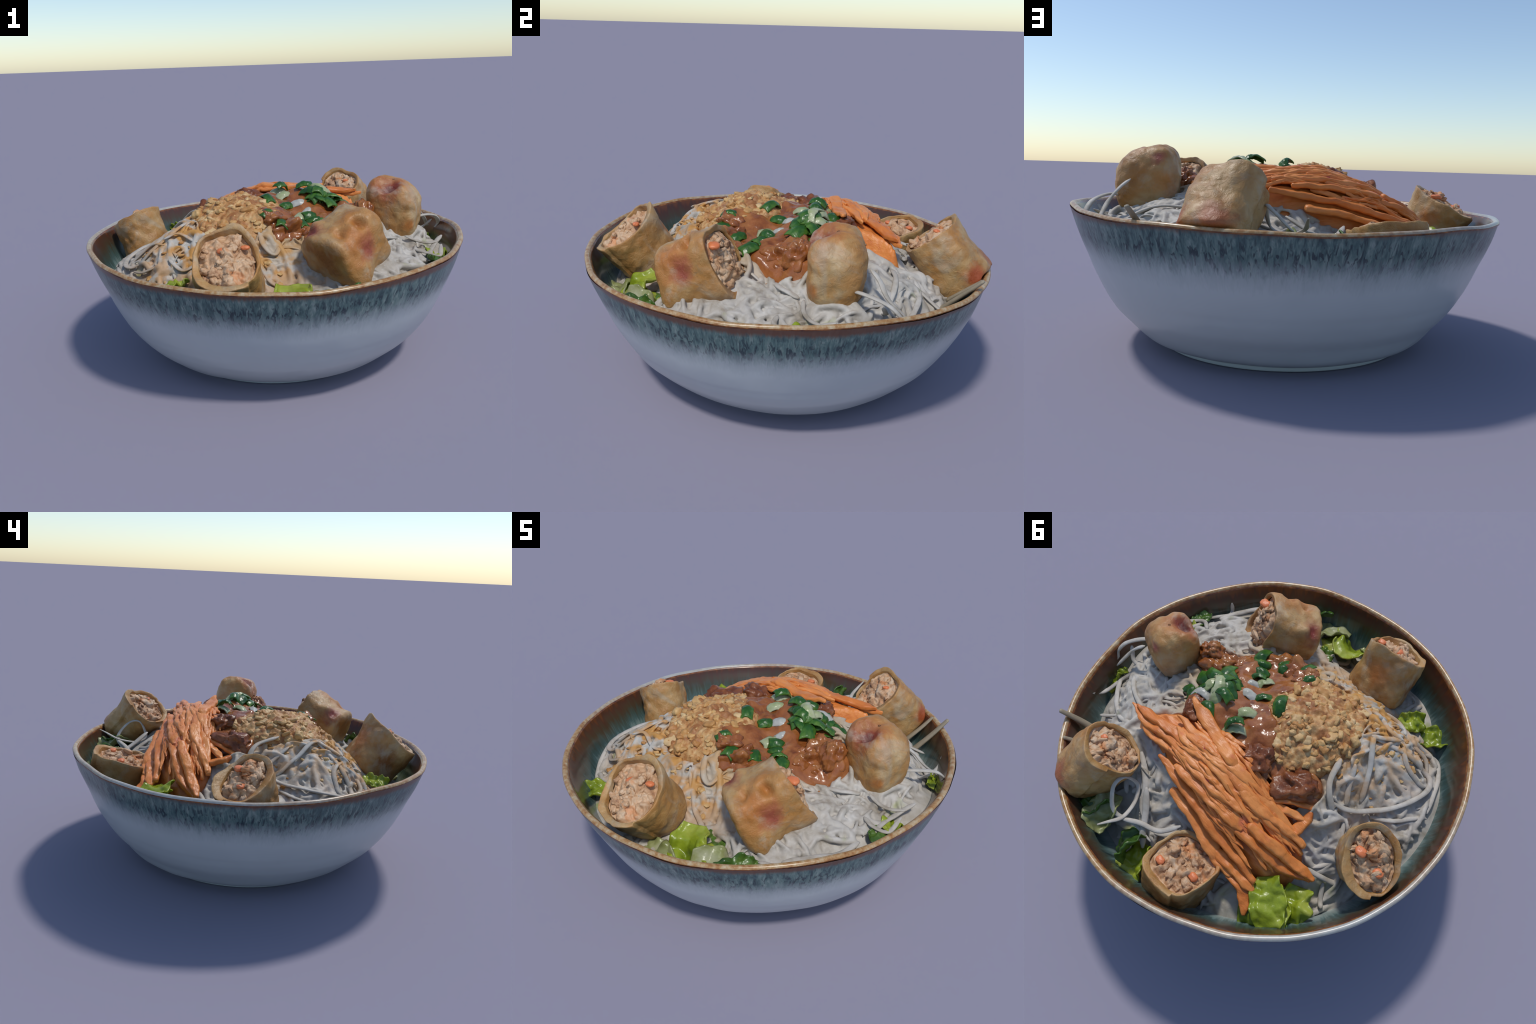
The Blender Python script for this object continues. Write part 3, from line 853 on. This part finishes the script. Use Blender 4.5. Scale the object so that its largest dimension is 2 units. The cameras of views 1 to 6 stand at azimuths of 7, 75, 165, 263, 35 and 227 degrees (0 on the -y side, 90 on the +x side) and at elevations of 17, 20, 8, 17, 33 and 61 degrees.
# +x rim: loops hanging along the wall
noodle([(.84, .47, .14), (.83, .40, .05), (.82, .30, .01), (.78, .18, 0)], .015, taper=(.35, .6))
noodle([(.76, .06, .68), (.83, .085, .69), (.905, .17, .66), (.935, .235, .58), (.90, .29, .50), (.82, .32, .52)], .017, absolute=True)
noodle([(.74, .14, .76), (.79, .17, .72), (.84, .19, .66), (.88, .26, .58)], .015, absolute=True)
noodle([(.88, .15, .10), (.84, .18, .04), (.80, .18, 0)], .015)
noodle([(.84, .27, 0), (.75, .36, .01), (.62, .44, .0), (.50, .44, 0)], .016)
noodle([(.78, .22, 0), (.64, .31, .01), (.50, .36, 0)], .015)
noodle([(.72, .50, .04), (.66, .47, .01), (.60, .44, 0)], .012, taper=(.3, .6))
noodle([(.80, -.47, .07), (.79, -.46, .01), (.78, -.42, 0), (.84, -.34, 0)], .014, taper=(.25, .7))
noodle([(.90, -.05, .06), (.85, -.12, .02), (.82, -.22, .01), (.80, -.30, 0)], .017)
noodle([(.88, -.16, .05), (.86, -.24, .02), (.80, -.27, .02), (.74, -.24, 0)], .015)
noodle([(.58, -.66, .0), (.68, -.56, .02), (.75, -.46, .01), (.78, -.36, 0)], .020)
noodle([(.50, -.72, .01), (.60, -.68, .01), (.70, -.56, 0)], .015)
noodle([(.70, -.12, .02), (.76, -.14, .02), (.82, -.13, .02), (.88, -.10, .04)], .013)
noodle([(.66, -.13, .0), (.60, -.18, .01), (.52, -.20, .0)], .018)
# -x +y corner, beside the carrots
noodle([(-.55, .01, 0), (-.62, .12, .0), (-.645, .20, .0), (-.61, .28, 0)], .014)
noodle([(-.59, .32, .02), (-.654, .28, .02), (-.70, .25, .0), (-.73, .22, -.01)], .016)
noodle([(-.68, .28, 0), (-.72, .33, .0), (-.75, .36, 0)], .014)
rng = random.Random(23)
count = 0
while count < 70:
    x, y = rng.uniform(-.84, .84), rng.uniform(-.84, .84)
    if not free_for_noodles(x, y) or rng.random() > noodle_prob(x, y) or any(math.hypot(x - a, y - b) < c for a, b, c in ROLLS_XY): continue
    xy = strand(rng, x, y, rng.uniform(.12, .34), 7)
    keep = 0
    while keep < len(xy) and free_for_noodles(xy[keep, 0], xy[keep, 1], .1): keep += 1
    if keep < 5: continue
    xy = xy[:keep:2]
    lift = np.array([rng.uniform(-.012, .012) for _ in xy]); lift[0] = lift[-1] = -.018
    noodle(np.column_stack([xy, lift]), rng.uniform(.008, .014), -.004, flat=.55)
    count += 1

# sauce ------------------------------------------------------------------
def field_patch(name, lo, hi, step, mask, height, cut, mat, parent):
    """Height-field patch over the places where mask > cut, closed by a sunk underside."""
    xs = np.arange(lo[0], hi[0], step); ys = np.arange(lo[1], hi[1], step)
    X, Y = np.meshgrid(xs, ys)
    mk = mask(X, Y); Z = height(X, Y)
    keep = mk > cut
    cell = keep[:-1, :-1] & keep[1:, :-1] & keep[:-1, 1:] & keep[1:, 1:]
    w = len(xs)
    idx = np.arange(X.size).reshape(X.shape)
    q = np.stack([idx[:-1, :-1][cell], idx[:-1, 1:][cell], idx[1:, 1:][cell], idx[1:, :-1][cell]], -1)
    used = np.unique(q); remap = -np.ones(X.size, int); remap[used] = np.arange(len(used))
    v = np.column_stack([X.ravel()[used], Y.ravel()[used], Z.ravel()[used]])
    q = remap[q]
    e = np.concatenate([q[:, [0, 1]], q[:, [1, 2]], q[:, [2, 3]], q[:, [3, 0]]])
    key = np.sort(e, 1); _, inv, cnt = np.unique(key, axis=0, return_inverse=True, return_counts=True)
    b = e[cnt[inv.ravel()] == 1]
    vb = v.copy(); vb[:, 2] -= .05
    n = len(v)
    wall = np.stack([b[:, 1], b[:, 0], b[:, 0] + n, b[:, 1] + n], -1)
    return new_object(name, new_mesh(name, np.vstack([v, vb]), np.concatenate([q, q[:, ::-1] + n, wall]), mat), parent)

def sauce_height(x, y):
    p = np.stack([x, y, np.zeros_like(x)], -1)
    lump = fbm(p * 8 + 3.3, 11, 3)
    ridge = np.abs(perlin(p * 11 + 9, 12))
    return BED(x, y) - .045 + .055 * in_sauce(x, y) + (lump * .030 - ridge * .016) * in_sauce(x, y) - .04 * in_peanut(x, y) * smooth01((peanut_mask(x, y) - .9) / .3)

field_patch("satay_sauce", (-.62, -.55), (.62, .48), .007, sauce_mask, sauce_height, .42, M_SAUCE, salad)

def on_bed(x, y, dz=0.0):
    return (x, y, float(BED(x, y)) + dz)

meat = new_object("meat_topping", None, salad, (0, 0, .72)); meat.empty_display_size = .03
for k, (x, y, dz, hx, hy, hz, rot) in enumerate([
        (-.125, .185, -.005, .090, .075, .050, .4), (-.335, .115, -.010, .100, .080, .062, .9), (.10, -.315, -.03, .075, .065, .055, .3), (.22, -.30, -.03, .080, .06, .05, 1.0),
        (.40, -.05, -.03, .075, .06, .06, .2), (.35, -.14, -.045, .08, .06, .06, 1.3), (.25, .20, -.02, .06, .07, .05, .5), (.03, -.30, -.015, .055, .045, .04, .8), (.44, -.13, -.06, .06, .05, .055, .4),
        (-.02, .26, -.02, .06, .05, .05, .1), (.50, -.20, -.04, .05, .045, .035, .6), (.485, -.085, .01, .05, .05, .065, .9)]):
    ob = new_object("meat_chunk", lump_mesh("meat_chunk", (hx, hy, hz), 50 + k, M_MEAT if k in (0, 1, 6) else M_SAUCE, 34, .55, 4.5), meat, on_bed(x, y, dz))
    ob.rotation_euler = (.2 * math.sin(k * 2.1), .25 * math.cos(k * 1.7), rot)

# peanuts ----------------------------------------------------------------
def peanut_height(x, y):
    p = np.stack([x, y, np.zeros_like(x)], -1)
    return BED(x, y) - .05 + .050 * in_peanut(x, y) + in_peanut(x, y) * (fbm(p * 8, 21, 2) * .030 + np.abs(perlin(p * 21, 22)) * .034 + perlin(p * 44, 23) * .012)

topping = new_object("peanut_topping", None, salad, (-.2, -.1, .78)); topping.empty_display_size = .03
field_patch("peanut_crumb_mass", (-.55, -.58), (.22, .24), .005, peanut_mask, peanut_height, .42, M_PEANUT_MASS, topping)["kind"] = "stuff"
rng = random.Random(5)
chips = []
for k in range(9):
    h = (rng.uniform(.8, 1.1), rng.uniform(.55, .9), rng.uniform(.35, .6))
    chips.append(lump_mesh("peanut_piece", tuple(a * .01 for a in h), 70 + k, M_PEANUT, 9, .55, 4.5))
placed = 0
while placed < 290:
    x, y = rng.uniform(-.66, .15), rng.uniform(-.66, .2)
    m = float(peanut_mask(x, y)) + .28 * float(perlin(np.array([[x * 9, y * 9, 5.0]]), 78)[0])
    spill = placed >= 185
    if not spill and m < .55: continue
    if spill and (m > .5 or not (-.62 < x < .1 and -.62 < y < -.05) or any(math.hypot(x - a, y - b) < c + .02 for a, b, c in ROLLS_XY)): continue
    s = rng.uniform(1.0, 2.5) * (1.35 if rng.random() < .2 else 1) if not spill else rng.uniform(.9, 2.2)
    z = float(peanut_height(np.array(x), np.array(y))) - .006 if not spill else float(bed_base(np.array(x), np.array(y))) + .012
    ob = new_object("peanut_piece", chips[placed % 9], topping, (x, y, z))
    ob.scale = (s, s * rng.uniform(.7, 1.2), s * rng.uniform(.6, 1.2))
    ob.rotation_euler = (rng.uniform(-.5, .5), rng.uniform(-.5, .5), rng.uniform(0, 6.28))
    placed += 1

# carrots ----------------------------------------------------------------
def carrot_height(x, y):
    p = np.stack([x * .35, y * 1.0, np.zeros_like(x)], -1)
    ridge = np.abs(perlin(p * 17 + 4, 41))
    k = smooth01((carrot_mask(x, y) + .03) / .06)
    low = BED(x, y) - .03
    return low + (np.maximum(CARROT(x, y) - .02 - ridge * .035, low) - low) * k

heap = new_object("carrot_heap", None, salad, (-.05, .38, .72)); heap.empty_display_size = .03
field_patch("carrot_mass", (-.70, .10), (.56, .72), .007, carrot_mask, carrot_height, -.025, M_CARROT_MASS, heap)["kind"] = "stuff"

def shred(points, w, t=.014, lift=.0, tip=(.15, .3)):
    p = np.array(points, float)
    if p.shape[1] == 2: p = np.column_stack([p, np.zeros(len(p))])
    p[:, 2] += CARROT(p[:, 0], p[:, 1]) + lift
    n = 48
    p = catmull(p, n)
    s = len(bpy.data.objects)
    p = p + vnoise(p * 6, s) * .012
    prof = np.interp(np.linspace(0, 1, n), [0, .16, .8, 1], [tip[0], 1, .9, tip[1]]) * (1 + .35 * perlin(p * 9, s + 3))
    v, f = sweep(p, w * prof, t * .85 * (.6 + .4 * prof), 20, power=5)
    v = v + vnoise(v * 12, s + 5) * .013 + vnoise(v * 34, s + 7) * .006
    v = contain(v)
    return new_object("carrot_shred", new_mesh("carrot_shred", v, f, M_CARROT), heap)

shred([(.50, .394, 0), (.36, .405, .0), (.22, .392, .0), (.08, .392, .0), (-.08, .395, 0)], .026, .016)
shred([(.47, .385, .0), (.35, .378, .004), (.22, .360, .004), (.08, .366, .0), (-.06, .37, 0)], .024, .014)
shred([(.40, .42, -.01), (.28, .43, .0), (.14, .42, .0), (.02, .43, 0)], .016, .012)
shred([(.267, .296), (.09, .300), (-.10, .288), (-.248, .280), (-.375, .275), (-.53, .262)], .026, .018, .004, (.2, .5))
shred([(.20, .325), (.05, .330), (-.12, .322), (-.27, .318), (-.39, .315), (-.55, .292)], .024, .018, .006, (.3, .4))
shred([(.275, .191, .01), (.10, .235, .01), (-.05, .275, .005), (-.147, .276, 0)], .030, .016, .006)
shred([(.195, .478), (.05, .484), (-.077, .493), (-.215, .512), (-.33, .517), (-.49, .523)], .028, .018, .002, (.3, .5))
shred([(.106, .455), (-.067, .446), (-.242, .43), (-.318, .431)], .034, .016, .008, (.4, .5))
shred([(-.18, .324), (-.31, .321), (-.424, .286), (-.53, .277)], .026, .016, .016, (.6, .4))
shred([(-.30, .449), (-.417, .42), (-.527, .401), (-.605, .349), (-.65, .335)], .028, .020, .006, (.7, .5))
shred([(-.327, .404), (-.432, .382), (-.533, .353), (-.60, .335), (-.66, .32)], .028, .018, .016, (.7, .4))
shred([(-.26, .276), (-.342, .209), (-.428, .143), (-.47, .12)], .022, .014, .0, (.6, .3))
shred([(-.322, .279), (-.40, .228), (-.455, .195)], .024, .014, .0, (.6, .3))
shred([(-.35, .286), (-.456, .27), (-.47, .199), (-.46, .15)], .026, .016, -.004, (.6, .3))
shred([(.063, .532), (-.076, .532), (-.222, .557), (-.313, .573), (-.40, .583)], .034, .018, .0, (.4, .4))
shred([(-.383, .585), (-.467, .582), (-.515, .61), (-.55, .652)], .024, .014, .0, (.6, .25))
shred([(-.264, .561), (-.406, .551), (-.511, .553)], .030, .016, .0, (.5, .3))
shred([(.23, .34), (.08, .345), (-.09, .35), (-.24, .36)], .030, .016, .006, (.3, .4))
shred([(.12, .42), (-.04, .41), (-.20, .40), (-.34, .36)], .024, .016, .010, (.4, .4))
rng = random.Random(11)
for k in range(120):
    s0 = rng.uniform(-.32, .20); yy = rng.uniform(.22, .58)
    ln = rng.uniform(.12, .34)
    if carrot_mask(np.array(s0), np.array(yy)) < -.005 or carrot_mask(np.array(s0 - ln), np.array(yy)) < -.03: continue
    dy = rng.uniform(-.05, .05)
    shred([(s0, yy), (s0 - ln * .5, yy + dy * .6), (s0 - ln, yy + dy)], rng.uniform(.006, .016), rng.uniform(.006, .012), rng.uniform(-.004, .014), (.3, .2))
chip = lump_mesh("chilli_piece", (.013, .010, .006), 5, M_CHILLI, 10, .3)
for x, y in ((.036, .326), (-.073, .405), (.15, .36)):
    new_object("chilli_piece", chip, heap, (x, y, float(CARROT(x, y)) + .016))

# spring onion -------------------------------------------------------------
onions = new_object("spring_onion_topping", None, salad, (.2, .05, .8)); onions.empty_display_size = .03

def leaf_sheet(name, length, width, mat, seed, curl=.4, cup=.3, ruffle=.0, thick=.004, blunt=.5, nb=22, na=15):
    """A bent leaf piece along +x with its own thickness."""
    b = np.linspace(0, 1, nb)[:, None]; a = np.linspace(-1, 1, na)[None, :]
    wide = width * (np.sin(np.pi * np.clip(b * (1 - blunt) + blunt * .5, 0, 1)) ** .7)
    x = (b - .5) * length + 0 * a
    y = a * wide * .5
    z = -curl * length * (b - .5) ** 2 * 2 - cup * width * a ** 2 * .5 + 0 * b
    p = np.stack([x, y, z], -1)
    p[..., 2] += ruffle * fbm(p * (2.2 / max(width, .02)) + seed * 1.9, seed, 2) * (.4 + .6 * a ** 2 + .4 * b)
    p[..., 1] += ruffle * .4 * perlin(p * (3 / max(width, .02)) + 7, seed + 1)
    t = np.gradient(p, axis=0); s = np.gradient(p, axis=1)
    nn = np.cross(t, s); nn /= np.linalg.norm(nn, axis=-1)[..., None] + 1e-9
    both = np.concatenate([(p + nn * thick * .5).reshape(-1, 3), (p - nn * thick * .5).reshape(-1, 3)])
    q = grid_faces(nb, na, False); m = nb * na
    idx = np.arange(m).reshape(nb, na)
    loop = np.concatenate([idx[0], idx[1:, -1], idx[-1, :-1][::-1], idx[1:-1, 0][::-1]])
    nx = np.roll(loop, -1)
    return new_mesh(name, both, np.concatenate([q, q[:, ::-1] + m, np.stack([nx, loop, loop + m, nx + m], -1)]), mat)

def onion_tube(name, radius, length, mat, seed):
    """Short hollow cut of a spring onion stalk, along +z."""
    a = np.linspace(0, 2 * np.pi, 28, endpoint=False)
    prof = [(1, -.5), (1.02, 0), (1, .5), (.9, .53), (.5, .5), (.3, .35), (.3, -.35), (.5, -.5), (.9, -.53), (1, -.5)]
    g = np.stack([np.stack([radius * r * np.cos(a) * (1 + .1 * np.sin(2 * a + seed)), radius * r * np.sin(a) * .85, np.full_like(a, z * length)], -1) for r, z in prof])
    g = g + vnoise(g * 30, seed) * .004
    return new_mesh(name, g.reshape(-1, 3), grid_faces(len(prof), 28, True)[:, ::-1], mat)

def onion_piece(kind, x, y, size, rot, tilt=0.0, dz=.012, z=None):
    k = len(bpy.data.objects)
    size *= 1.18
    mat = {"g": M_ONION_GREEN, "p": M_ONION_PALE, "w": M_ONION_WHITE}[kind[0]]
    if kind.endswith("t"):
        me = onion_tube("spring_onion_ring", size * .5, size * .8, mat, k)
        name = "spring_onion_ring"
    else:
        me = leaf_sheet("spring_onion_slice", size, size * .50, mat, k, .6, .55, .010, .006, .85)
        name = "spring_onion_slice"
    ob = new_object(name, me, onions, on_bed(x, y, dz) if z is None else (x, y, z))
    ob.rotation_euler = (tilt, tilt * .6, rot)

for args in [
        ("g", .343, .13, .11, 1.2, .3, .02), ("g", .33, .05, .12, .4, -.3, .03), ("g", .30, .0, .13, 2.2, .3, .035), ("g", .35, -.02, .11, 1.5, -.4, .02),
        ("g", .27, .03, .14, .9, .2, .05), ("g", .22, .03, .13, 2.6, -.2, .045), ("g", .40, .13, .09, .6, .4, .02), ("g", .104, -.059, .085, 1.0, .5, .02),
        ("g", .31, .09, .08, .5, .5, .04), ("p", .076, .067, .10, .8, .2, .02), ("p", .227, .10, .11, 2.0, .3, .035), ("w", .30, .12, .10, .2, .3, .03),
        ("w", .165, -.029, .095, .3, .3, .025), ("w", .21, -.08, .075, 1.0, .2, .02), ("p", .245, .041, .10, 2.4, -.4, .06), ("g", .214, .16, .10, .2, .3, .02),
        ("g", .309, -.239, .11, 2.0, .3, .03), ("g", .25, -.22, .08, .7, -.5, .02), ("g", .209, -.30, .055, 1.3, 0, .02), ("g", .106, -.335, .055, .5, 0, .02),
        ("g", -.018, -.069, .10, 2.2, .2, .03), ("p", .044, .168, .10, .9, .3, .03), ("g", .055, .15, .075, 1.0, .4, .06), ("g", .0, -.293, .075, 1.0, 0, .03),
        ("g", .082, -.315, .10, 1.9, .5, .03), ("g", .174, -.266, .09, 2.2, .4, .03), ("p", .189, -.13, .10, 1.3, .5, .02), ("g", .235, -.15, .085, .8, .7, .02),
        ("g", .245, -.19, .085, .3, .2, .02), ("g", .36, .16, .08, 2.8, .6, .01), ("g", .31, .155, .075, 1.9, .2, .03), ("g", .19, .08, .09, .0, .3, .05), ("g", .26, .06, .11, 1.7, .4, .055), ("g", .31, .03, .10, .2, -.3, .05), ("g", .24, -.01, .10, 2.9, .3, .03), ("p", .29, .07, .10, 1.1, .2, .05)]:
    onion_piece(*args)

# lettuce ------------------------------------------------------------------
greens = new_object("lettuce", None, salad, (0, 0, .5)); greens.empty_display_size = .03

def lettuce(x, y, z, length, width, heading, tilt, mat, seed, curl=.3, cup=.2, ruffle=.03):
    curl, cup, ruffle = curl * .5, -cup * .6, ruffle * 1.5
    me = leaf_sheet("lettuce_leaf", length, width, mat, seed, curl, cup, ruffle, .007, .35, 40, 30)
    co = np.zeros(len(me.vertices) * 3, np.float32); me.vertices.foreach_get("co", co)
    turn = np.array(Euler((tilt[0], tilt[1], heading)).to_matrix())
    co = contain(co.reshape(-1, 3) @ turn.T + np.array((x, y, z)), .008)
    me.vertices.foreach_set("co", co.astype(np.float32).ravel()); me.update()
    new_object("lettuce_leaf", me, greens)

lettuce(.15, -.755, .51, .20, .19, -1.3, (.1, .55), M_LETTUCE, 1, .4, .3, .045)
lettuce(.27, -.74, .485, .15, .14, -.6, (-.2, .3), M_LETTUCE, 2, .4, .3, .04)
lettuce(.34, -.80, .485, .24, .20, .5, (.3, .2), M_LETTUCE_PALE, 3, .5, .4, .05)
lettuce(.45, -.79, .53, .20, .13, .9, (.4, .2), M_LETTUCE_DARK, 4, .4, .3, .04)
lettuce(.03, -.85, .445, .22, .16, -.2, (.3, 0), M_LETTUCE_PALE, 5, .3, .2, .05)
lettuce(.84, -.27, .55, .14, .10, 1.6, (.2, .2), M_LETTUCE_DARK, 6, .5, .4, .03)
lettuce(.86, -.17, .54, .15, .10, 1.2, (0, .4), M_LETTUCE, 7, .5, .3, .04)
lettuce(.86, .30, .52, .16, .07, 1.8, (.3, .3), M_LETTUCE, 8, .4, .3, .03)
lettuce(-.60, .545, .535, .24, .16, 2.4, (.1, .25), M_LETTUCE, 9, .4, .3, .03)
lettuce(-.60, .58, .48, .26, .24, 2.3, (.1, .3), M_LETTUCE, 10, .3, .2, .06)
lettuce(-.67, .46, .48, .18, .16, 2.0, (-.1, .2), M_LETTUCE, 11, .4, .3, .05)
lettuce(.25, .81, .55, .20, .17, 1.9, (.1, .2), M_LETTUCE_PALE, 12, .5, .4, .05)
lettuce(.32, .80, .54, .18, .14, 1.2, (.3, .1), M_LETTUCE_DARK, 13, .5, .4, .05)
lettuce(.04, .82, .53, .16, .14, 1.6, (.9, .3), M_LETTUCE_DARK, 14, .9, 1.0, .03)
lettuce(-.03, .84, .48, .18, .14, 1.9, (.3, .2), M_LETTUCE, 15, .5, .5, .04)
lettuce(-.41, -.63, .53, .14, .10, -2.2, (.2, .2), M_LETTUCE, 16, .4, .4, .04)
lettuce(-.53, -.66, .48, .17, .13, -2.6, (-.2, .2), M_LETTUCE, 17, .4, .4, .04)
lettuce(.24, -.66, .49, .16, .12, -.9, (.1, .2), M_LETTUCE_DARK, 18, .4, .4, .04)
lettuce(-.70, .62, .46, .20, .16, 2.6, (.1, .2), M_LETTUCE_DARK, 20, .4, .3, .05)

# dry stems leaning out over the rim at +x +y
for a, b, w in [((.63, .55, .49), (.768, .657, .676), .022), ((.56, .63, .50), (.66, .725, .628), .018)]:
    p = catmull([a, (np.array(a) + np.array(b)) / 2 + np.array((.01, .0, .008)), b], 24)
    v, f = sweep(p, w * np.linspace(1, .55, 24), w * .6 * np.linspace(1, .6, 24), 10)
    new_object("stem", new_mesh("stem", v, f, M_STEM), salad)
